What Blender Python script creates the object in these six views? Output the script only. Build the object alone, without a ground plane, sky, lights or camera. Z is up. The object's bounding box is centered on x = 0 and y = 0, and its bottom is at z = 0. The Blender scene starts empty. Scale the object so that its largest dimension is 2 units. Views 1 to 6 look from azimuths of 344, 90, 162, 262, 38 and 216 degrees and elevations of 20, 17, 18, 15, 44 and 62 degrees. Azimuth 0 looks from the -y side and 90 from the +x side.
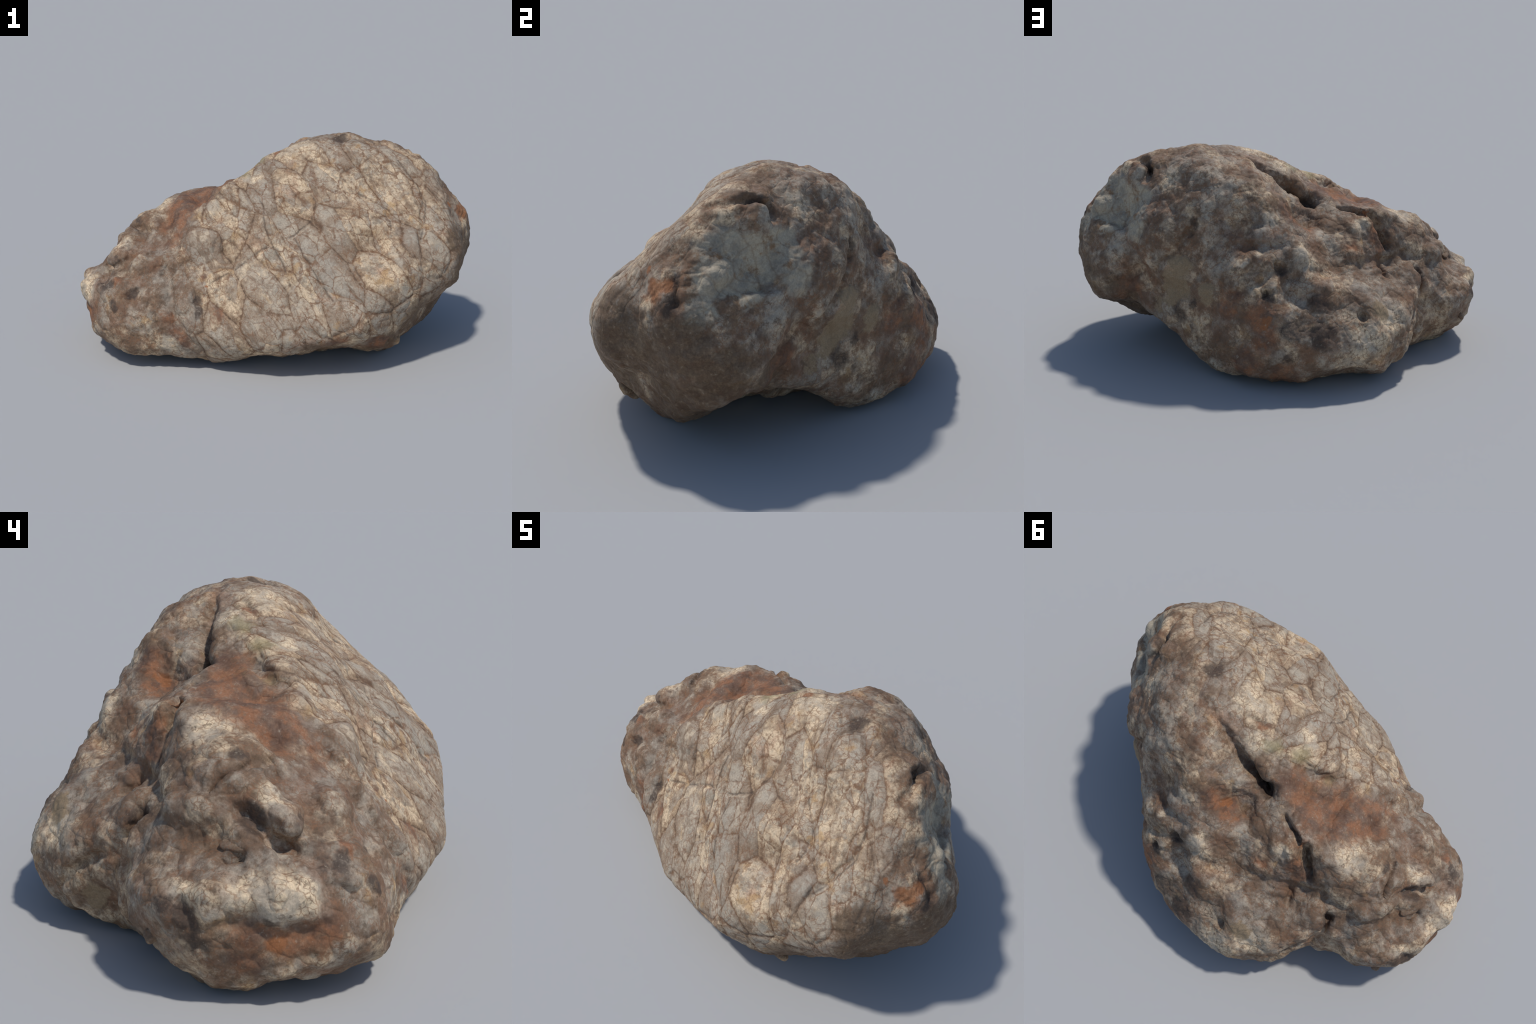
"""Weathered quartz boulder: a lofted body with cracks, pits and nodules, veined and rust stained."""
import bpy, math
import numpy as np
from mathutils.bvhtree import BVHTree

# ---------------------------------------------------------------- body profile
# Spine of the stone from the low narrow end (-x) to the tall blunt end (+x).
SPINE = [(-.62, .09, .29), (-.20, .05, .38), (.20, -.03, .45), (.58, -.14, .50)]
# Rings of radii around the spine every 15 degrees, from +y over the top (+z) to -y and
# under the stone: (station on the spine, tilt of the ring towards the end, radii)
RINGS = [
    (-0.62, -80, [0.359, 0.360, 0.367, 0.368, 0.364, 0.368, 0.387, 0.386, 0.364, 0.369, 0.379, 0.375, 0.375, 0.376, 0.364, 0.364, 0.369, 0.367, 0.365, 0.361, 0.366, 0.366, 0.371, 0.359]),
    (-0.62, -60, [0.372, 0.372, 0.335, 0.286, 0.284, 0.295, 0.295, 0.260, 0.298, 0.326, 0.349, 0.355, 0.377, 0.395, 0.399, 0.397, 0.390, 0.384, 0.380, 0.377, 0.376, 0.378, 0.375, 0.373]),
    (-0.62, -40, [0.400, 0.323, 0.266, 0.250, 0.270, 0.288, 0.298, 0.301, 0.265, 0.294, 0.346, 0.381, 0.394, 0.428, 0.429, 0.391, 0.361, 0.335, 0.337, 0.366, 0.383, 0.380, 0.384, 0.393]),
    (-0.62, -20, [0.382, 0.332, 0.307, 0.331, 0.327, 0.319, 0.315, 0.264, 0.266, 0.320, 0.323, 0.349, 0.395, 0.418, 0.437, 0.372, 0.353, 0.314, 0.305, 0.314, 0.353, 0.366, 0.372, 0.395]),
    (-0.62, 0, [0.352, 0.357, 0.335, 0.360, 0.371, 0.376, 0.350, 0.314, 0.297, 0.338, 0.344, 0.369, 0.424, 0.469, 0.450, 0.362, 0.329, 0.298, 0.286, 0.298, 0.334, 0.363, 0.386, 0.380]),
    (-0.55, 0, [0.371, 0.403, 0.344, 0.382, 0.397, 0.390, 0.339, 0.330, 0.325, 0.358, 0.366, 0.405, 0.468, 0.508, 0.486, 0.390, 0.348, 0.313, 0.301, 0.313, 0.348, 0.389, 0.427, 0.423]),
    (-0.48, 0, [0.485, 0.432, 0.365, 0.374, 0.422, 0.400, 0.379, 0.382, 0.374, 0.387, 0.365, 0.410, 0.473, 0.537, 0.512, 0.419, 0.367, 0.328, 0.316, 0.328, 0.367, 0.452, 0.455, 0.483]),
    (-0.41, 0, [0.555, 0.407, 0.371, 0.395, 0.438, 0.414, 0.387, 0.391, 0.384, 0.416, 0.390, 0.425, 0.495, 0.580, 0.556, 0.452, 0.385, 0.344, 0.332, 0.344, 0.385, 0.470, 0.555, 0.610]),
    (-0.34, 0, [0.570, 0.425, 0.403, 0.428, 0.454, 0.386, 0.364, 0.410, 0.398, 0.427, 0.388, 0.440, 0.528, 0.625, 0.574, 0.488, 0.403, 0.362, 0.347, 0.362, 0.403, 0.480, 0.612, 0.669]),
    (-0.27, 0, [0.597, 0.446, 0.426, 0.440, 0.440, 0.412, 0.428, 0.441, 0.407, 0.423, 0.403, 0.457, 0.562, 0.668, 0.583, 0.509, 0.418, 0.377, 0.362, 0.377, 0.419, 0.512, 0.670, 0.713]),
    (-0.20, 0, [0.635, 0.468, 0.430, 0.433, 0.420, 0.409, 0.441, 0.468, 0.440, 0.432, 0.431, 0.478, 0.584, 0.705, 0.596, 0.513, 0.435, 0.392, 0.377, 0.392, 0.437, 0.536, 0.688, 0.737]),
    (-0.10, 0, [0.615, 0.478, 0.444, 0.419, 0.426, 0.441, 0.466, 0.474, 0.474, 0.453, 0.463, 0.499, 0.594, 0.717, 0.629, 0.525, 0.454, 0.409, 0.395, 0.410, 0.458, 0.559, 0.694, 0.757]),
    (0.00, 0, [0.633, 0.531, 0.500, 0.410, 0.456, 0.507, 0.517, 0.504, 0.481, 0.443, 0.468, 0.537, 0.600, 0.724, 0.627, 0.548, 0.474, 0.427, 0.413, 0.428, 0.478, 0.582, 0.731, 0.769]),
    (0.12, 0, [0.586, 0.562, 0.537, 0.533, 0.504, 0.534, 0.550, 0.503, 0.453, 0.458, 0.490, 0.554, 0.630, 0.735, 0.627, 0.562, 0.503, 0.447, 0.433, 0.448, 0.502, 0.604, 0.769, 0.762]),
    (0.24, 0, [0.642, 0.585, 0.559, 0.571, 0.568, 0.569, 0.563, 0.495, 0.446, 0.440, 0.509, 0.536, 0.673, 0.729, 0.657, 0.565, 0.520, 0.467, 0.453, 0.469, 0.521, 0.639, 0.769, 0.739]),
    (0.36, 0, [0.631, 0.552, 0.521, 0.571, 0.579, 0.576, 0.558, 0.521, 0.439, 0.440, 0.473, 0.487, 0.645, 0.678, 0.668, 0.606, 0.535, 0.475, 0.416, 0.447, 0.450, 0.639, 0.754, 0.683]),
    (0.48, 0, [0.529, 0.506, 0.529, 0.554, 0.576, 0.545, 0.530, 0.487, 0.422, 0.420, 0.437, 0.520, 0.592, 0.616, 0.588, 0.585, 0.557, 0.449, 0.360, 0.405, 0.372, 0.635, 0.623, 0.542]),
    (0.58, 18, [0.372, 0.386, 0.421, 0.419, 0.400, 0.469, 0.482, 0.470, 0.446, 0.431, 0.451, 0.501, 0.535, 0.503, 0.414, 0.445, 0.471, 0.391, 0.330, 0.315, 0.336, 0.364, 0.340, 0.327]),
    (0.58, 38, [0.298, 0.323, 0.332, 0.340, 0.287, 0.317, 0.369, 0.427, 0.431, 0.442, 0.435, 0.450, 0.453, 0.428, 0.418, 0.411, 0.422, 0.399, 0.341, 0.310, 0.316, 0.303, 0.304, 0.299]),
    (0.58, 58, [0.321, 0.320, 0.321, 0.330, 0.334, 0.346, 0.366, 0.393, 0.414, 0.437, 0.453, 0.451, 0.435, 0.431, 0.431, 0.430, 0.432, 0.429, 0.406, 0.373, 0.395, 0.367, 0.346, 0.319]),
    (0.58, 78, [0.357, 0.355, 0.356, 0.359, 0.363, 0.370, 0.388, 0.399, 0.412, 0.412, 0.417, 0.426, 0.426, 0.425, 0.422, 0.422, 0.421, 0.417, 0.410, 0.414, 0.390, 0.379, 0.369, 0.363]),
]
END_REACH = (0.374, 0.383)


def spine_point(x):
    s = np.array(SPINE)
    return np.array([x, np.interp(x, s[:, 0], s[:, 1]), np.interp(x, s[:, 0], s[:, 2])])


def catmull(points, count):
    p = np.asarray(points, float)
    t = np.linspace(0, len(p) - 3 - 1e-9, count)
    i = t.astype(int)
    u = (t - i).reshape((-1,) + (1,) * (p.ndim - 1))
    a, b, c, d = p[i], p[i + 1], p[i + 2], p[i + 3]
    return .5 * (2 * b + (c - a) * u + (2 * a - 5 * b + 4 * c - d) * u ** 2 + (3 * b - a - 3 * c + d) * u ** 3)


def loft(rows, cols):
    ang = np.arange(cols) * 2 * math.pi / cols
    rings = []
    for x, tilt, radii in RINGS:
        r = np.array(radii)
        r = catmull(np.concatenate([r[-1:], r, r[:2]]), cols + 1)[:-1]
        t = math.radians(tilt)
        d = np.stack([np.full(cols, math.sin(t)), math.cos(t) * np.cos(ang), math.cos(t) * np.sin(ang)], -1)
        rings.append(spine_point(x) + d * r[:, None])
    tip0 = spine_point(RINGS[0][0]) - np.array([END_REACH[0], 0, 0])
    tip1 = spine_point(RINGS[-1][0]) + np.array([END_REACH[1], 0, 0])
    half = cols // 2
    chain = [np.roll(rings[0], half, 0), np.tile(tip0, (cols, 1))] + rings + \
            [np.tile(tip1, (cols, 1)), np.roll(rings[-1], half, 0)]
    return catmull(np.array(chain), rows)


def body_mesh(rows=200, cols=200):
    g = loft(rows, cols)
    verts = np.concatenate([g[0, :1], g[1:-1].reshape(-1, 3), g[-1, :1]])
    last = len(verts) - 1
    idx = lambda i, j: 1 + (i - 1) * cols + j % cols
    faces = []
    for j in range(cols):
        faces.append((0, idx(1, j + 1), idx(1, j)))
        faces.append((last, idx(rows - 2, j), idx(rows - 2, j + 1)))
        for i in range(1, rows - 2):
            faces.append((idx(i, j), idx(i, j + 1), idx(i + 1, j + 1), idx(i + 1, j)))
    me = bpy.data.meshes.new("boulder")
    me.from_pydata(verts.tolist(), [], faces)
    return me


def bake(ob):
    """Apply the modifiers of ob to its mesh."""
    dg = bpy.context.evaluated_depsgraph_get()
    me = bpy.data.meshes.new_from_object(ob.evaluated_get(dg))
    old = ob.data
    ob.modifiers.clear()
    ob.data = me
    bpy.data.meshes.remove(old)


def remesh(ob, size):
    m = ob.modifiers.new("even_mesh", "REMESH")
    m.mode, m.voxel_size = "VOXEL", size
    bake(ob)


def arrays(me):
    v = np.empty(len(me.vertices) * 3); me.vertices.foreach_get("co", v)
    n = np.empty(len(me.vertices) * 3); me.vertex_normals.foreach_get("vector", n)
    return v.reshape(-1, 3), n.reshape(-1, 3)


def smoothstep(a, b, x):
    t = np.clip((x - a) / (b - a), 0, 1)
    return t * t * (3 - 2 * t)


# ---------------------------------------------------------------- cracks, pits, nodules
# Grooves: (half width, sharpness, [(x, y, z, depth), ...]) run along the surface.
BACK_GROOVES = [
    # crevice between the grey back lobe and the white ridge, ending in a deep hole
    (.022, 1.6, [(.30, .10, 1.00, .006), (.15, .15, .915, .03), (.06, .165, .86, .06), (-.02, .18, .80, .09), (-.06, .185, .76, .10)]),
    # rusty valley from the hole down the back
    (.055, 1.2, [(-.06, .185, .76, .04), (-.03, .25, .74, .03), (-.02, .33, .70, .012), (-.05, .42, .64, .008), (-.10, .47, .57, .006)]),
    # square pit and slot beside the white fin
    (.034, 2.2, [(-.35, .30, .71, .05), (-.385, .34, .65, .09), (-.42, .375, .58, .07)]),
    (.016, 1.5, [(-.20, .25, .76, .03), (-.25, .28, .74, .05), (-.31, .31, .72, .06)]),
    # long groove over the back, from the knob to the cave at the low end
    (.034, 1.2, [(.12, .56, .55, .004), (.046, .577, .53, .006), (-.10, .52, .53, .010), (-.246, .467, .52, .018), (-.404, .409, .504, .02),
                 (-.52, .36, .50, .012), (-.65, .28, .52, .014), (-.74, .20, .53, .02)]),
    (.018, 1.5, [(-.36, .44, .49, .03), (-.37, .47, .455, .03)]),
    # upright slot in the saddle above the foot, wide foot of the crevice
    (.020, 1.7, [(-.553, .42, .47, .012), (-.565, .435, .42, .05), (-.557, .465, .35, .02)]),
    (.045, 1.2, [(.03, .17, .83, .012), (-.02, .18, .79, .03), (-.065, .19, .755, .04)]),
    # cave under the white block and the groove that runs from it round the low end
    (.035, 1.8, [(-.79, .16, .51, .04), (-.82, .11, .48, .06), (-.85, .05, .45, .035), (-.887, -.012, .43, .025), (-.87, -.10, .38, .016), (-.80, -.20, .33, .01)]),
    (.022, 1.6, [(-.86, .17, .41, .03), (-.85, .22, .40, .035)]),
    (.014, 1.6, [(-.63, .05, .62, .02), (-.67, .11, .62, .025), (-.70, .18, .60, .02), (-.723, .241, .56, .04)]),
]
BLUNT_END_GROOVES = [
    # open hole at the top of the blunt end
    (.030, 1.8, [(.70, -.20, .90, .012), (.69, -.12, .94, .03), (.684, -.06, .96, .08), (.675, .01, .94, .06), (.69, .03, .90, .02)]),
    # lower rim of the bluish window and the slots beside it
    (.030, 1.4, [(.86, -.19, .67, .010), (.84, -.12, .64, .020), (.82, -.06, .64, .024), (.79, .02, .65, .012)]),
    (.018, 1.4, [(.69, .176, .75, .010), (.73, .14, .66, .010), (.77, .10, .57, .008)]),
    (.018, 1.5, [(.515, .315, .76, .018), (.54, .31, .71, .024), (.60, .28, .63, .010), (.66, .23, .55, .010), (.715, .185, .48, .02)]),
    (.018, 1.4, [(.86, -.31, .79, .01), (.91, -.32, .71, .015), (.94, -.33, .65, .02)]),
    # creases beside the nodules on the back
    (.030, 1.3, [(.17, .50, .66, .012), (.25, .47, .65, .018), (.33, .44, .65, .012)]),
    (.022, 1.4, [(.22, .56, .54, .008), (.30, .56, .50, .010), (.37, .53, .47, .010)]),
    # olive crease behind the front ridge, slot on top of the ridge
    (.030, 1.2, [(-.12, .06, .83, .012), (-.229, .03, .77, .04), (-.31, -.02, .755, .02)]),
    (.014, 1.5, [(.13, .055, .985, .006), (.09, .042, .962, .016), (.05, .03, .93, .010), (-.05, .0, .87, .005)]),
]
FRONT_CRACKS = [
    (.009, 1.2, [(-.40, -.33, .43, .006), (-.28, -.354, .507, .008), (-.159, -.367, .596, .012), (-.112, -.382, .605, .012), (.0, -.39, .66, .008), (.087, -.379, .716, .006)]),
    (.012, 1.2, [(-.12, -.14, .82, .004), (-.13, -.25, .78, .006), (-.13, -.33, .70, .01), (-.11, -.385, .605, .012), (-.08, -.47, .53, .008), (-.07, -.53, .45, .005)]),
    (.011, 1.2, [(-.02, -.16, .86, .004), (.05, -.31, .76, .006), (.09, -.38, .715, .007), (.17, -.49, .64, .004)]),
    (.011, 1.2, [(-.01, -.41, .65, .004), (.0, -.50, .59, .007), (.04, -.56, .53, .007), (.07, -.61, .45, .009), (.10, -.66, .40, .006)]),
    (.012, 1.2, [(-.37, -.30, .65, .006), (-.38, -.31, .58, .009), (-.32, -.34, .54, .006)]),
    (.012, 1.2, [(-.37, -.38, .43, .005), (-.32, -.47, .34, .008), (-.26, -.56, .27, .007)]),
    (.018, 1.2, [(.60, -.24, .93, .008), (.65, -.36, .85, .014), (.67, -.44, .78, .012), (.63, -.51, .71, .012), (.58, -.60, .64, .02)]),
    (.012, 1.2, [(.29, -.25, .89, .004), (.36, -.34, .81, .008), (.47, -.44, .75, .008), (.45, -.52, .67, .01)]),
]
RIM_GROOVES = [
    # foot lobe crack; lip under the pale low end
    (.022, 1.5, [(-.39, .66, .15, .012), (-.45, .60, .23, .025), (-.50, .54, .29, .015)]),
    (.026, 1.4, [(-.90, .33, .29, .016), (-.94, .27, .25, .008), (-.965, .21, .275, .018), (-.98, .13, .255, .012), (-.985, .05, .225, .016), (-.975, -.05, .255, .010)]),
    # overhanging edge of the blunt end above the hollow between the feet
    (.040, 1.2, [(.71, .19, .475, .020), (.762, .116, .46, .030), (.80, .07, .42, .030), (.86, .02, .38, .030), (.93, -.04, .34, .020)]),
    # raised rim of the front face, standing above the rusty shelf
    (.060, 1.2, [(.0, .02, .91, -.004), (-.21, -.005, .825, -.010), (-.30, -.04, .77, -.014), (-.39, -.05, .715, -.016), (-.476, -.13, .645, -.014), (-.54, -.21, .55, -.010), (-.585, -.25, .44, -.006)]),
    # seam between the front face and the low end
    (.030, 1.1, [(-.36, .0, .735, .010), (-.47, -.07, .665, .018), (-.55, -.15, .575, .020), (-.61, -.23, .46, .018), (-.62, -.33, .33, .015), (-.58, -.38, .22, .02), (-.50, -.42, .12, .015)]),
]
# Pits: (x, y, z, radius, depth);  a negative depth raises a nodule.
PITS = [
    (-.06, .185, .765, .036, .07), (-.564, .43, .44, .024, .03), (-.555, .47, .36, .02, .015), (-.156, .70, .346, .024, .028),
    (.175, .555, .565, .036, .028), (.264, .580, .46, .026, .03), (.36, -.04, 1.03, .055, .018), (-.49, -.36, .37, .04, .018), (-.63, -.24, .50, .05, .014), (-.82, -.13, .48, .05, .016), (-.70, .03, .61, .04, .02), (-.78, -.22, .38, .04, .010),
    (.572, -.60, .61, .030, .012), (.06, .33, .75, .05, .014), (.60, .03, .94, .05, .012), (.02, .63, .40, .03, .012),
    (.20, .68, .17, .03, .014), (.81, -.08, .70, .08, .008), (-.54, .03, .68, .08, .012), (-.95, .05, .19, .09, .014),
    (.09, .535, .63, .060, -.018), (.288, .500, .615, .035, -.02), (.357, .50, .58, .040, -.014), (.205, .43, .78, .035, -.010),
    (-.31, .36, .69, .035, -.020), (.43, .50, .50, .035, -.012), (-.358, -.066, .735, .055, -.012), (-.80, .02, .52, .06, -.024), (-.72, -.10, .58, .05, -.018), (-.88, -.12, .35, .05, -.014), (-.70, -.28, .35, .05, -.014), (-.56, -.34, .33, .04, -.014), (-.60, .22, .62, .07, -.014),
    (.06, .68, .44, .04, -.012), (-.10, .60, .47, .05, -.012), (.70, .19, .50, .045, -.014), (.64, .23, .66, .05, -.012),
    (.88, -.21, .73, .045, -.018), (.30, .30, .88, .10, -.010), (.45, .02, 1.02, .07, -.010),
    (.06, .585, .51, .09, -.024), (.10, .02, .98, .10, -.006), (-.12, .03, .86, .07, -.010),
]


def snapped(tree, path, per_segment=5):
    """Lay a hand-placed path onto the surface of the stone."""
    out = []
    for a, b in zip(path[:-1], path[1:]):
        for k in range(per_segment):
            q = np.array(a) + (np.array(b) - np.array(a)) * k / per_segment
            out.append((*tree.find_nearest(q[:3])[0], q[3]))
    out.append((*tree.find_nearest(path[-1][:3])[0], path[-1][3]))
    return np.array(out)


def groove_field(v, width, path):
    best = np.zeros(len(v))
    near = np.where(((v > path[:, :3].min(0) - width) & (v < path[:, :3].max(0) + width)).all(1))[0]
    w = v[near]
    top = np.zeros(len(w))
    for a, b in zip(path[:-1], path[1:]):
        ba = b[:3] - a[:3]
        h = np.clip((w - a[:3]) @ ba / max(ba @ ba, 1e-9), 0, 1)
        d = np.linalg.norm(w - a[:3] - h[:, None] * ba, axis=1)
        top = np.maximum(top, abs(a[3] + (b[3] - a[3]) * h) * (1 - smoothstep(.15, 1.0, d / width)))
    best[near] = top * np.sign(path[:, 3].sum())
    return best


def wobble(v, scale, seed):
    """Cheap smooth noise vector from a few sines, to bend the stroke edges."""
    rng = np.random.RandomState(seed)
    out = np.zeros_like(v)
    for k in range(5):
        f = rng.normal(size=(3, 3)) * scale * (1 + .6 * k)
        out += np.sin(v @ f + rng.uniform(0, 6.28, 3)) / (1 + .6 * k)
    return out


def carve(me):
    v, n = arrays(me)
    tree = BVHTree.FromPolygons([tuple(p) for p in v], [tuple(p.vertices) for p in me.polygons])
    w = v + .005 * wobble(v, 18, 3) + .002 * wobble(v, 60, 4)
    ragged = wobble(v, 38, 9)[:, 0] * .5
    push = np.zeros(len(v))
    for width, sharp, path in BACK_GROOVES + BLUNT_END_GROOVES + FRONT_CRACKS + RIM_GROOVES:
        push += groove_field(w, width * (2.2 - .5 * sharp), snapped(tree, path))
    for x, y, z, r, depth in PITS:
        c = np.array(tree.find_nearest((x, y, z))[0])
        d = np.linalg.norm(w - c, axis=1) / r + .35 * ragged
        push += depth * (1 - smoothstep(.2, 1.35, d))
    v = v - n * push[:, None]
    v[:, 2] = np.maximum(v[:, 2], .0)
    me.vertices.foreach_set("co", v.ravel())
    me.update()


# ---------------------------------------------------------------- node fields (shared by relief and colour)
class Fields:
    """Small wrapper that builds procedural fields in a shader tree or a geometry tree."""

    def __init__(self, tree, position):
        self.t, self.p, self.memo = tree, position, {}

    def once(self, key, make):
        if key not in self.memo:
            self.memo[key] = make()
        return self.memo[key]

    def put(self, sock, value):
        if isinstance(value, bpy.types.NodeSocket):
            self.t.links.new(value, sock)
        elif value is not None:
            sock.default_value = value

    def math(self, op, a, b=None, c=None, clamp=False):
        n = self.t.nodes.new("ShaderNodeMath"); n.operation = op; n.use_clamp = clamp
        for s, x in zip(n.inputs, (a, b, c)):
            self.put(s, x)
        return n.outputs[0]

    def vec(self, op, a, b=None, scale=None):
        n = self.t.nodes.new("ShaderNodeVectorMath"); n.operation = op
        self.put(n.inputs[0], a)
        if b is not None:
            self.put(n.inputs[1], b)
        if scale is not None:
            self.put(n.inputs["Scale"], scale)
        return n.outputs["Value"] if op in ("DOT_PRODUCT", "DISTANCE", "LENGTH") else n.outputs[0]

    def combine(self, x, y, z):
        n = self.t.nodes.new("ShaderNodeCombineXYZ")
        for s, q in zip(n.inputs, (x, y, z)):
            self.put(s, q)
        return n.outputs[0]

    def noise(self, vec, scale, detail=4, rough=.55, colour=False, distortion=0):
        n = self.t.nodes.new("ShaderNodeTexNoise")
        self.put(n.inputs["Vector"], vec)
        n.inputs["Scale"].default_value = scale
        n.inputs["Detail"].default_value = detail
        n.inputs["Roughness"].default_value = rough
        n.inputs["Distortion"].default_value = distortion
        return n.outputs["Color" if colour else 0]

    def voronoi(self, vec, scale, feature="DISTANCE_TO_EDGE", out=0, randomness=1.0):
        n = self.t.nodes.new("ShaderNodeTexVoronoi"); n.feature = feature
        self.put(n.inputs["Vector"], vec)
        n.inputs["Scale"].default_value = scale
        n.inputs["Randomness"].default_value = randomness
        return n.outputs[out]

    def step(self, x, lo, hi, to_lo=0., to_hi=1.):
        n = self.t.nodes.new("ShaderNodeMapRange"); n.interpolation_type = "SMOOTHSTEP"
        self.put(n.inputs["Value"], x)
        flip = lo > hi
        for name, q in (("From Min", min(lo, hi)), ("From Max", max(lo, hi)), ("To Min", to_hi if flip else to_lo), ("To Max", to_lo if flip else to_hi)):
            n.inputs[name].default_value = q
        return n.outputs[0]

    def mix(self, fac, a, b, blend="MIX"):
        n = self.t.nodes.new("ShaderNodeMix"); n.data_type = "RGBA"; n.blend_type = blend
        self.put(n.inputs[0], fac)
        for s, q in ((n.inputs[6], a), (n.inputs[7], b)):
            self.put(s, (*q, 1) if isinstance(q, tuple) else q)
        return n.outputs[2]

    def shifted(self, amount, scale, detail=2):
        c = self.noise(self.p, scale, detail, colour=True)
        return self.vec("ADD", self.p, self.vec("SCALE", self.vec("SUBTRACT", c, (.5, .5, .5)), scale=amount))

    def blobs(self, where, spots):
        """Smallest distance to the given balls, in units of their radii."""
        best = None
        for x, y, z, r in spots:
            d = self.math("MULTIPLY", self.vec("DISTANCE", where, (x, y, z)), 1 / r)
            best = d if best is None else self.math("MINIMUM", best, d)
        return best

    def stroke(self, where, path):
        """Distance to a polyline."""
        best = None
        for a, b in zip(path[:-1], path[1:]):
            a, b = np.array(a[:3]), np.array(b[:3])
            ba = b - a
            pa = self.vec("SUBTRACT", where, tuple(a))
            h = self.math("DIVIDE", self.vec("DOT_PRODUCT", pa, tuple(ba)), float(ba @ ba), clamp=True)
            d = self.vec("DISTANCE", pa, self.vec("SCALE", tuple(ba), scale=h))
            best = d if best is None else self.math("MINIMUM", best, d)
        return best

    # -- regions and vein networks of this stone
    def front(self):
        """1 on the big sloping vein-crossed face."""
        x = self.vec("DOT_PRODUCT", self.p, (1, 0, 0))
        f = self.step(self.vec("DOT_PRODUCT", self.p, (-.37, -.73, .565)), .37, .52)
        return self.math("MULTIPLY", f, self.step(self.math("ADD", x, self.vec("DOT_PRODUCT", self.p, (0, -.35, 0))), -.46, -.34))

    def sheared(self, warp=.055, scale=5):
        """Coordinates along the vein sets of the front face, cells stretched down the slope."""
        return self.once(("sheared", warp, scale), lambda: self._sheared(self.shifted(warp, scale, 5)))

    def _sheared(self, q):
        return self.combine(self.vec("DOT_PRODUCT", q, (.14, -.31, -.31)), self.vec("DOT_PRODUCT", q, (.87, -.06, .49)), self.vec("DOT_PRODUCT", q, (-.30, -.60, .45)))

    def veins(self):
        return self.voronoi(self.sheared(), 7.5), self.voronoi(self.sheared(.045, 9), 17)


def stone_relief():
    """Geometry nodes that push the surface along its normal: cells, nodules, roughness."""
    t = bpy.data.node_groups.new("stone_relief", "GeometryNodeTree")
    t.interface.new_socket("Geometry", in_out="INPUT", socket_type="NodeSocketGeometry")
    t.interface.new_socket("Geometry", in_out="OUTPUT", socket_type="NodeSocketGeometry")
    gi, go = t.nodes.new("NodeGroupInput"), t.nodes.new("NodeGroupOutput")
    sp = t.nodes.new("GeometryNodeSetPosition")
    pos, nor = t.nodes.new("GeometryNodeInputPosition"), t.nodes.new("GeometryNodeInputNormal")
    f = Fields(t, pos.outputs[0])
    front = f.front()
    back = f.math("SUBTRACT", 1., front)
    v1, v2 = f.veins()
    cells = f.math("MULTIPLY", f.math("SUBTRACT", f.step(v1, 0, .09), .8), f.math("MULTIPLY_ADD", front, .003, .0015))
    small = f.math("MULTIPLY", f.math("SUBTRACT", f.step(v2, 0, .10), .8), .0016)
    nod = f.voronoi(f.shifted(.09, 6, 2), 10, "SMOOTH_F1")
    nodules = f.math("MULTIPLY", f.step(nod, .75, .05, -.6, .4), f.math("MULTIPLY", back, .014))
    lump = f.math("MULTIPLY", f.math("SUBTRACT", f.noise(f.p, 7, 3), .5), f.math("MULTIPLY_ADD", back, .020, .016))
    rough = f.math("MULTIPLY", f.math("SUBTRACT", f.noise(f.p, 19, 4, .5), .5), f.math("MULTIPLY_ADD", back, .007, .006))
    ridge = f.math("MULTIPLY", f.math("ABSOLUTE", f.math("SUBTRACT", f.noise(f.p, 9, 3, .5), .5)), f.math("MULTIPLY", back, .035))
    total = f.math("MULTIPLY_ADD", back, .0005, .0035)
    for part in (cells, small, nodules, lump, rough, ridge):
        total = f.math("ADD", total, part)
    t.links.new(gi.outputs[0], sp.inputs["Geometry"])
    t.links.new(f.vec("SCALE", nor.outputs[0], scale=total), sp.inputs["Offset"])
    t.links.new(sp.outputs[0], go.inputs[0])
    return t


# ---------------------------------------------------------------- stains, mineral patches, dark patches: (x, y, z, radius)
RUST = [(-.49, .01, .68, .10), (-.32, .13, .76, .13), (-.40, .05, .71, .11), (-.56, -.10, .62, .05), (-.16, .12, .80, .07), (-.45, .12, .71, .08), (-.43, .16, .73, .06), (-.22, .14, .79, .07), (.08, .37, .77, .06), (.02, .34, .71, .06),
        (-.64, -.33, .28, .035), (-.61, -.36, .22, .04), (-.57, -.39, .19, .04), (-.97, .14, .22, .05), (-.96, .06, .20, .06), (-.97, -.04, .23, .05),
        (-.95, .15, .14, .05), (-.34, .38, .63, .04), (-.38, .37, .58, .04), (.31, .61, .36, .08), (.40, .50, .44, .05), (.29, .65, .27, .07),
        (.37, .59, .14, .07), (.19, .64, .07, .08), (.82, .08, .37, .08), (.42, .49, .38, .05), (.85, .06, .32, .07), (-.46, -.31, .46, .025),
        (.31, -.68, .16, .06), (.10, -.71, .20, .05), (-.21, .42, .60, .05), (.07, .03, .95, .02), (-.66, -.22, .51, .05), (-.50, -.07, .67, .05),
        (-.84, -.12, .43, .03), (-.41, -.44, .30, .03)]
ORANGE = [(.88, -.41, .68, .045), (.90, -.37, .70, .035), (.81, -.43, .73, .02), (-.43, -.35, .42, .014), (-.34, .31, .70, .025), (.05, .34, .72, .03), (-.96, .08, .19, .035), (.27, .64, .35, .025)]
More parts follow.
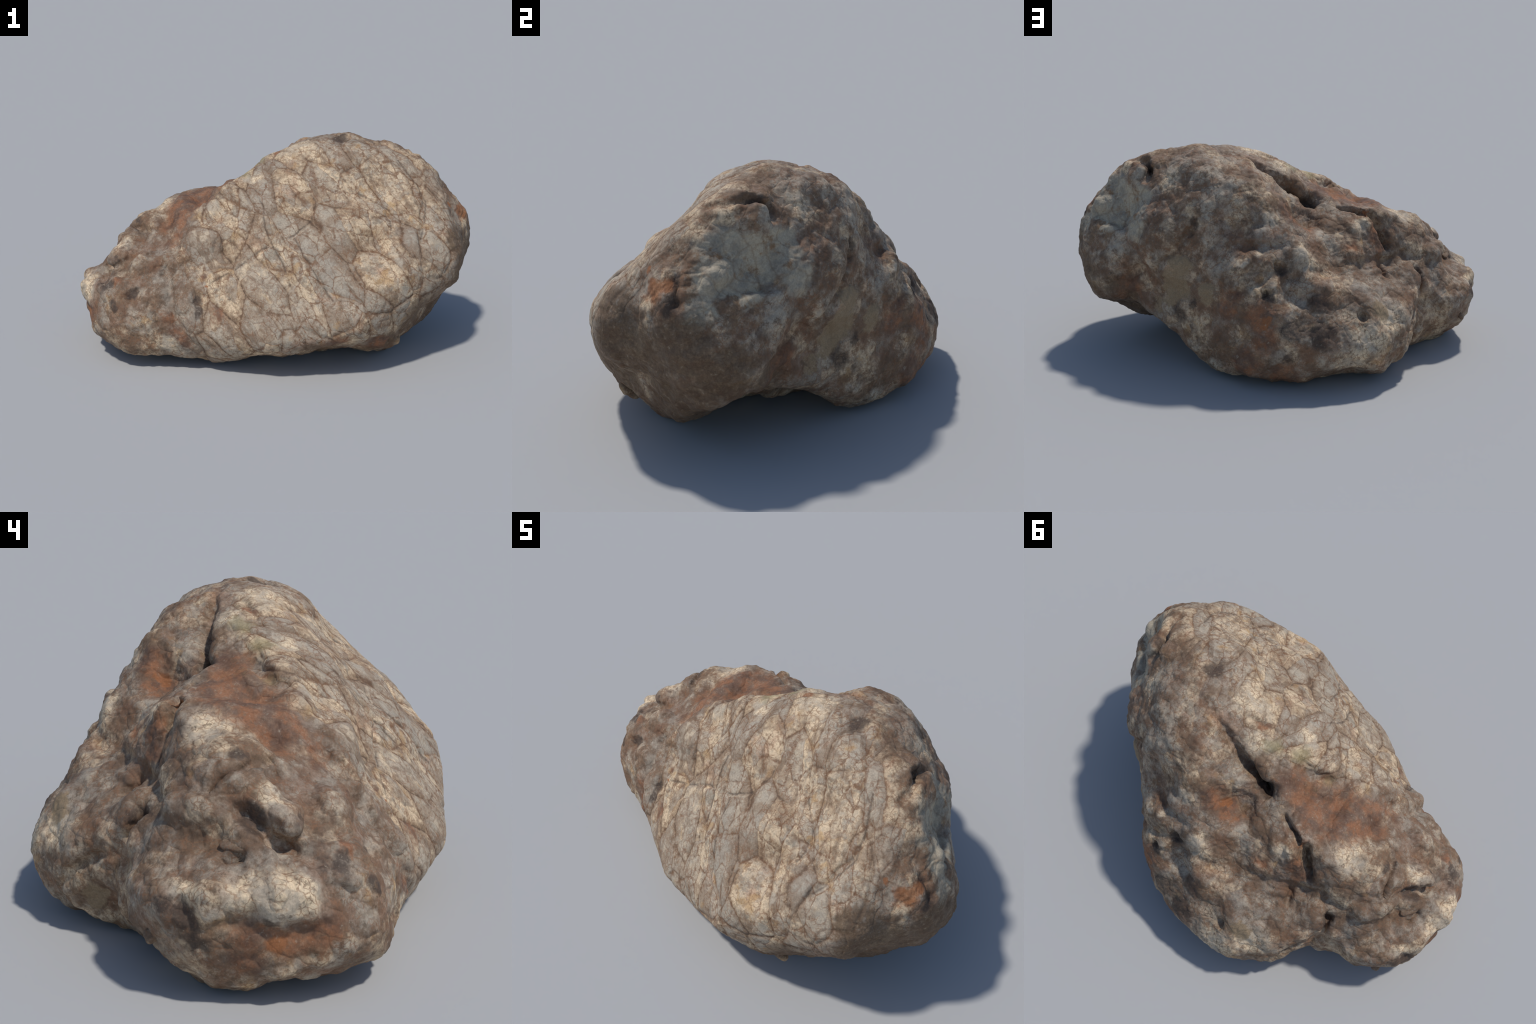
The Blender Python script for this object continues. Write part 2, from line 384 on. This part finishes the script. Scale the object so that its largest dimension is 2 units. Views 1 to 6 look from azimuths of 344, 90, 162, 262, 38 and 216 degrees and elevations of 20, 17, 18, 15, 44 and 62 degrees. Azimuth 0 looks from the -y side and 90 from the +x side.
DARK = [(-.49, -.37, .36, .04), (-.50, -.39, .31, .03), (-.89, -.05, .43, .04), (-.83, -.13, .49, .045), (-.65, -.21, .54, .04), (-.63, -.24, .49, .04),
        (-.78, -.21, .38, .03), (-.88, -.19, .31, .035), (-.68, .04, .62, .04), (-.85, -.02, .47, .05), (-.80, .13, .49, .05), (-.90, .38, .29, .04),
        (-.93, .32, .27, .04), (-.92, .29, .20, .04), (-.65, .15, .63, .03), (-.68, .11, .62, .03), (-.65, -.06, .61, .03), (.17, .56, .56, .045),
        (.94, -.34, .65, .03), (.90, -.33, .71, .025), (.61, .27, .30, .055), (.55, .33, .36, .03), (.53, .32, .74, .035), (.38, -.04, 1.02, .05),
        (.05, .71, .28, .06), (.02, .63, .40, .05), (.20, .68, .17, .035), (-.88, -.10, .40, .035), (.17, .68, .32, .06), (-.57, .43, .43, .04),
        (-.40, .36, .61, .035), (-.06, .19, .75, .05), (.69, -.05, .94, .04), (-.99, .10, .27, .03), (.26, .58, .46, .03)]
CLAY = [(.62, .27, .44, .075), (.60, .32, .55, .055), (.70, .19, .33, .05), (.49, .40, .43, .045), (.65, .23, .38, .05), (-.25, .66, .35, .05), (.07, .70, .31, .022), (-.45, .55, .13, .05)]
DIRT = [(.82, -.56, .57, .11), (.99, -.31, .50, .13), (.83, -.51, .40, .18), (.85, -.37, .26, .18), (.97, -.17, .40, .12), (.55, -.62, .25, .14), (.35, -.70, .14, .10),
        (.75, -.60, .60, .06), (.86, .04, .33, .11), (.70, -.20, .12, .25), (.02, -.70, .10, .10)]
PALE = [(.16, -.02, .99, .08), (.03, .10, .93, .06), (-.10, -.06, .85, .06), (-.98, .06, .32, .085), (-.96, .16, .34, .07), (-.77, .06, .55, .055), (-.69, .0, .61, .05),
        (-.79, -.06, .54, .05), (-.97, .0, .34, .06), (-.69, -.13, .59, .04), (.07, .53, .63, .055), (-.28, .37, .68, .04), (-.35, -.06, .73, .055),
        (-.90, .34, .33, .045), (-.17, .74, .26, .09), (-.10, .76, .16, .09), (-.30, .69, .31, .08), (-.35, .64, .30, .07), (-.63, -.35, .15, .06), (-.52, .22, .68, .08),
        (.29, .50, .615, .028), (.36, .50, .58, .03), (.205, .43, .78, .03), (.72, .18, .51, .035), (.60, .12, .93, .06)]
WINDOW = [(.83, -.16, .82, .09), (.80, -.05, .78, .10), (.75, .05, .80, .08), (.74, .09, .69, .07), (.89, -.21, .71, .07), (.85, -.09, .69, .08), (.95, -.24, .62, .06)]
OLIVE = [(-.13, .02, .86, .05), (-.26, .02, .77, .035), (-.22, .11, .80, .03), (-.02, .08, .91, .04)]


def stone_material(cracks):
    m = bpy.data.materials.new("veined_quartz_stone")
    m.use_nodes = True
    t = m.node_tree
    bsdf = t.nodes["Principled BSDF"]
    tc = t.nodes.new("ShaderNodeTexCoord")
    f = Fields(t, tc.outputs["Object"])
    front = f.front()
    back = f.math("SUBTRACT", 1., front)

    quartz, cream, grey, pink = (.43, .358, .275), (.67, .51, .338), (.275, .238, .185), (.46, .275, .175)
    wash, vein, dark_vein = (.205, .122, .068), (.175, .084, .042), (.062, .043, .033)
    big = f.noise(f.p, 5, 4, .6)
    mid = f.noise(f.p, 15, 5, .62)
    fine = f.noise(f.p, 46, 5, .65)
    grain = f.noise(f.p, 150, 3, .6)
    film = f.noise(f.vec("ADD", f.p, (1.3, 8.8, 4.4)), 9, 7, .68)

    # grains of quartz: each cell of the vein network has a tone of its own
    cell = f.voronoi(f.sheared(), 7.5, "F1", 1)
    cell2 = f.voronoi(f.sheared(.045, 9), 17, "F1", 1)
    tone = f.math("ADD", f.math("MULTIPLY", f.vec("DOT_PRODUCT", cell, (.35, .0, .0)), 1.), f.math("MULTIPLY", f.vec("DOT_PRODUCT", cell2, (.30, 0, 0)), 1.))
    tone = f.math("ADD", tone, f.math("MULTIPLY", f.math("SUBTRACT", mid, .33), 1.0))
    col = f.mix(f.step(tone, .32, .62), quartz, cream)
    col = f.mix(f.step(f.noise(f.vec("ADD", f.p, (3.1, 1.7, 5.2)), 8, 5, .65), .55, .66, 0, .55), col, pink)
    col = f.mix(f.step(f.noise(f.vec("ADD", f.p, (7.3, 2.2, 9.1)), 13, 5, .7), .53, .64, 0, .7), col, grey)
    col = f.mix(f.step(fine, .50, .36, 0, .62), col, wash)
    col = f.mix(f.step(f.noise(f.vec("ADD", f.p, (5.5, 9.2, .7)), 11, 5, .62), .57, .68, 0, .65), col, (.47, .285, .125))

    col = f.mix(f.step(f.math("ADD", f.vec("DOT_PRODUCT", cell, (0, .6, 0)), f.math("MULTIPLY", mid, .7)), .66, .80, 0, .75), col, (.36, .312, .250))

    # brown film: thin on the front face, heavy elsewhere
    col = f.mix(f.math("MULTIPLY", f.step(film, .47, .60), f.math("MULTIPLY_ADD", back, .32, .50)), col, wash)
    nod = f.voronoi(f.shifted(.09, 6, 2), 10, "F1")
    col = f.mix(f.math("MULTIPLY", f.math("MULTIPLY", f.step(nod, .22, .50), f.step(film, .36, .54)), f.math("MULTIPLY", back, .62)), col, (.135, .082, .053))
    col = f.mix(f.math("MULTIPLY", f.step(big, .48, .60), f.math("MULTIPLY", back, .35)), col, (.115, .075, .052))

    ruddy = f.noise(f.vec("ADD", f.p, (6.2, .4, 3.7)), 7, 6, .68)
    col = f.mix(f.math("MULTIPLY", f.step(ruddy, .50, .62), f.math("MULTIPLY", back, .48)), col, (.20, .098, .055))

    # pale quartz blocks
    soft = f.vec("ADD", f.shifted(.13, 9, 4), f.vec("SCALE", f.vec("SUBTRACT", f.noise(f.p, 40, 4, colour=True), (.5, .5, .5)), scale=.035))
    def stain(base, spots, colour, lo=1.25, hi=.55, top=.85, breakup=None):
        k = f.step(f.blobs(soft, spots), lo, hi, 0, top)
        if breakup:
            k = f.math("MULTIPLY", k, f.step(fine, breakup[0], breakup[1], .35, 1))
        return f.mix(k, base, colour)
    col = stain(col, PALE, f.mix(f.step(mid, .40, .62), (.48, .40, .305), (.78, .61, .41)), 1.35, .45, .92, (.33, .46))

    # veins: soft halo and a thin reddish line, broken up; streaks run down the front face
    v1, v2 = f.veins()
    broken = f.noise(f.vec("ADD", f.p, (4.1, 6.7, 2.9)), 6, 4, .6)
    strong = f.math("MULTIPLY", f.math("MULTIPLY_ADD", front, .70, .30), f.step(f.blobs(soft, PALE[:4]), .5, 1.3, .25, 1.))
    wavy = f.math("MULTIPLY_ADD", fine, .10, -.05)
    d1, d2 = f.math("ADD", v1, wavy), f.math("ADD", v2, f.math("MULTIPLY", wavy, 1.5))
    halo = f.math("MULTIPLY", f.step(d1, .13, .0), f.step(broken, .38, .60, .10, .50))
    line1 = f.math("MULTIPLY", f.step(d1, .036, -.006), f.step(broken, .38, .56, .30, .88))
    line2 = f.math("MULTIPLY", f.step(d2, .060, -.010), f.step(broken, .60, .42, .30, .72))
    thread = f.voronoi(f.shifted(.09, 12, 3), 34)
    line3 = f.math("MULTIPLY", f.step(thread, .10, .0), f.step(mid, .42, .58, 0, .65))
    q = f.shifted(.10, 7, 3)
    streak = f.noise(f.combine(f.vec("DOT_PRODUCT", q, (.06, -.134, -.134)), f.vec("DOT_PRODUCT", q, (.87, -.06, .49)), f.vec("DOT_PRODUCT", q, (-.30, -.60, .45))), 18, 5, .62)
    col = f.mix(f.math("MULTIPLY", f.step(streak, .52, .66), f.math("MULTIPLY", front, .72)), col, (.180, .118, .075))
    col = f.mix(line3, col, (.225, .112, .060))
    col = f.mix(f.math("MULTIPLY", halo, strong), col, wash)
    col = f.mix(f.math("MULTIPLY", line2, strong), col, vein)
    col = f.mix(f.math("MULTIPLY", line1, strong), col, f.mix(f.step(film, .42, .6), (.175, .088, .045), (.105, .066, .043)))

    # dark peppering
    pepper = f.noise(f.vec("ADD", f.p, (2.4, 3.3, 8.1)), 28, 6, .72)
    col = f.mix(f.math("MULTIPLY", f.step(pepper, .53, .66), f.math("MULTIPLY_ADD", back, .38, .30)), col, (.118, .076, .048))

    # mineral patches, stains and dark patches
    blue = f.mix(f.step(f.math("ADD", f.voronoi(f.shifted(.07, 8, 4), 10), wavy), .08, -.03, 0, .5), f.mix(f.step(mid, .35, .65), (.30, .262, .205), (.46, .395, .295)), (.20, .125, .07))
    blue = f.mix(f.step(film, .55, .66, 0, .8), blue, (.22, .115, .05))
    col = stain(col, WINDOW, blue, 1.2, .8, .92)
    col = stain(col, OLIVE, (.31, .26, .13), 1.3, .3, .55)
    col = stain(col, DIRT, f.mix(f.step(fine, .38, .65), (.090, .055, .033), (.175, .112, .066)), 1.3, .75, .86, (.30, .50))
    col = stain(col, CLAY, f.mix(fine, (.24, .17, .10), (.33, .24, .15)), 1.2, .9, .92)
    col = stain(col, RUST, f.mix(f.step(mid, .40, .65), (.135, .072, .046), (.28, .122, .060)), 1.5, .55, .88, (.32, .50))
    col = stain(col, ORANGE, f.mix(fine, (.23, .085, .034), (.36, .15, .06)), 1.2, .6, .85)
    col = stain(col, DARK, f.mix(fine, (.046, .033, .027), (.095, .064, .047)), 1.3, .55, .88, (.32, .50))

    # cracks that are cut into the surface get a dark line drawn along them
    crack_where = f.shifted(.02, 14, 3)
    for path in cracks:
        col = f.mix(f.step(f.stroke(crack_where, path), .009, .000, 0, .6), col, dark_vein)

    # grain
    speck = f.math("MULTIPLY_ADD", grain, .8, .60)
    col = f.mix(1., col, f.combine(speck, speck, speck), "MULTIPLY")
    col = f.mix(f.step(fine, .60, .74, 0, .5), col, (.42, .36, .27))

    t.links.new(col, bsdf.inputs["Base Color"])
    t.links.new(f.step(mid, .3, .7, .62, .82), bsdf.inputs["Roughness"])
    bsdf.inputs["Specular IOR Level"].default_value = .28
    bump = t.nodes.new("ShaderNodeBump")
    bump.inputs["Strength"].default_value = .4
    bump.inputs["Distance"].default_value = .006
    height = f.math("ADD", f.math("MULTIPLY", f.noise(f.p, 70, 6, .62), .8), f.math("MULTIPLY", f.step(v2, 0, .06), .25))
    t.links.new(height, bump.inputs["Height"])
    t.links.new(bump.outputs[0], bsdf.inputs["Normal"])
    return m


# ---------------------------------------------------------------- loose-looking flakes that stick out of the stone
def flake(name, centre, along, normal, length, breadth, thick, seed, material):
    """A small split slab with a rough outline, half sunk in the stone."""
    rng = np.random.RandomState(seed)
    a = np.array(along, float); a /= np.linalg.norm(a)
    n = np.array(normal, float); n -= a * (n @ a); n /= np.linalg.norm(n)
    b = np.cross(n, a)
    k, verts, faces = 26, [], []
    edge = 1 + .12 * np.sin(np.arange(k) * 2 * math.pi / k * 3 + seed) + rng.uniform(-.07, .07, k)
    levels = [(.55, -.5), (.92, -.38), (1.0, .0), (.9, .36), (.5, .5)]
    for s, h in levels:
        for i in range(k):
            q = i * 2 * math.pi / k
            p = np.array(centre) + a * math.cos(q) * length * edge[i] * s + b * math.sin(q) * breadth * edge[i] * s + n * (h * thick + rng.uniform(-.04, .04) * thick)
            verts.append(tuple(p))
    for l in range(len(levels) - 1):
        for i in range(k):
            j = (i + 1) % k
            faces.append((l * k + i, l * k + j, l * k + k + j, l * k + k + i))
    faces.append(tuple(range(k - 1, -1, -1)))
    faces.append(tuple((len(levels) - 1) * k + i for i in range(k)))
    me = bpy.data.meshes.new(name)
    me.from_pydata(verts, [], faces)
    me.materials.append(material)
    ob = bpy.data.objects.new(name, me)
    bpy.context.collection.objects.link(ob)
    sub = ob.modifiers.new("round", "SUBSURF"); sub.levels = sub.render_levels = 2
    bake(ob)
    ob.data.shade_smooth()
    return ob


# ---------------------------------------------------------------- build
stone = bpy.data.objects.new("boulder", body_mesh())
bpy.context.collection.objects.link(stone)
remesh(stone, .0075)
carve(stone.data)
remesh(stone, .0050)
relief = stone.modifiers.new("relief", "NODES")
relief.node_group = stone_relief()
bake(stone)
v, _ = arrays(stone.data)
v[:, 2] = np.maximum(v[:, 2], 0.0)
v[:, 0] = np.where(v[:, 0] < -.95, -.95 + (v[:, 0] + .95) * .75, v[:, 0])  # blunt the low end
stone.data.vertices.foreach_set("co", v.ravel())
stone.data.update()
stone.data.shade_smooth()
stone.name = stone.data.name = "boulder"
tree = BVHTree.FromPolygons([tuple(p) for p in v], [tuple(p.vertices) for p in stone.data.polygons])
rock = stone_material([snapped(tree, FRONT_CRACKS[k][2], 1) for k in (0, 1, 3, 6, 7)])
stone.data.materials.clear()
stone.data.materials.append(rock)
stone["label"] = "rough weathered quartz boulder with brown veins and rust stains"
stone["category"] = "rock"

for centre, along, normal, size, seed in (
        ((.375, -.580, .130), (.8, -.1, -.25), (-.2, -.8, -.6), (.12, .065, .05), 5),
        ((-.825, .175, .435), (.3, .8, -.2), (-.5, .1, .85), (.045, .035, .018), 8),
        ((-.822, .400, .170), (.0, .7, -.4), (-.8, .3, .5), (.028, .022, .022), 11)):
    piece = flake("flake", centre, along, normal, *size, seed, rock)
    piece.parent = stone
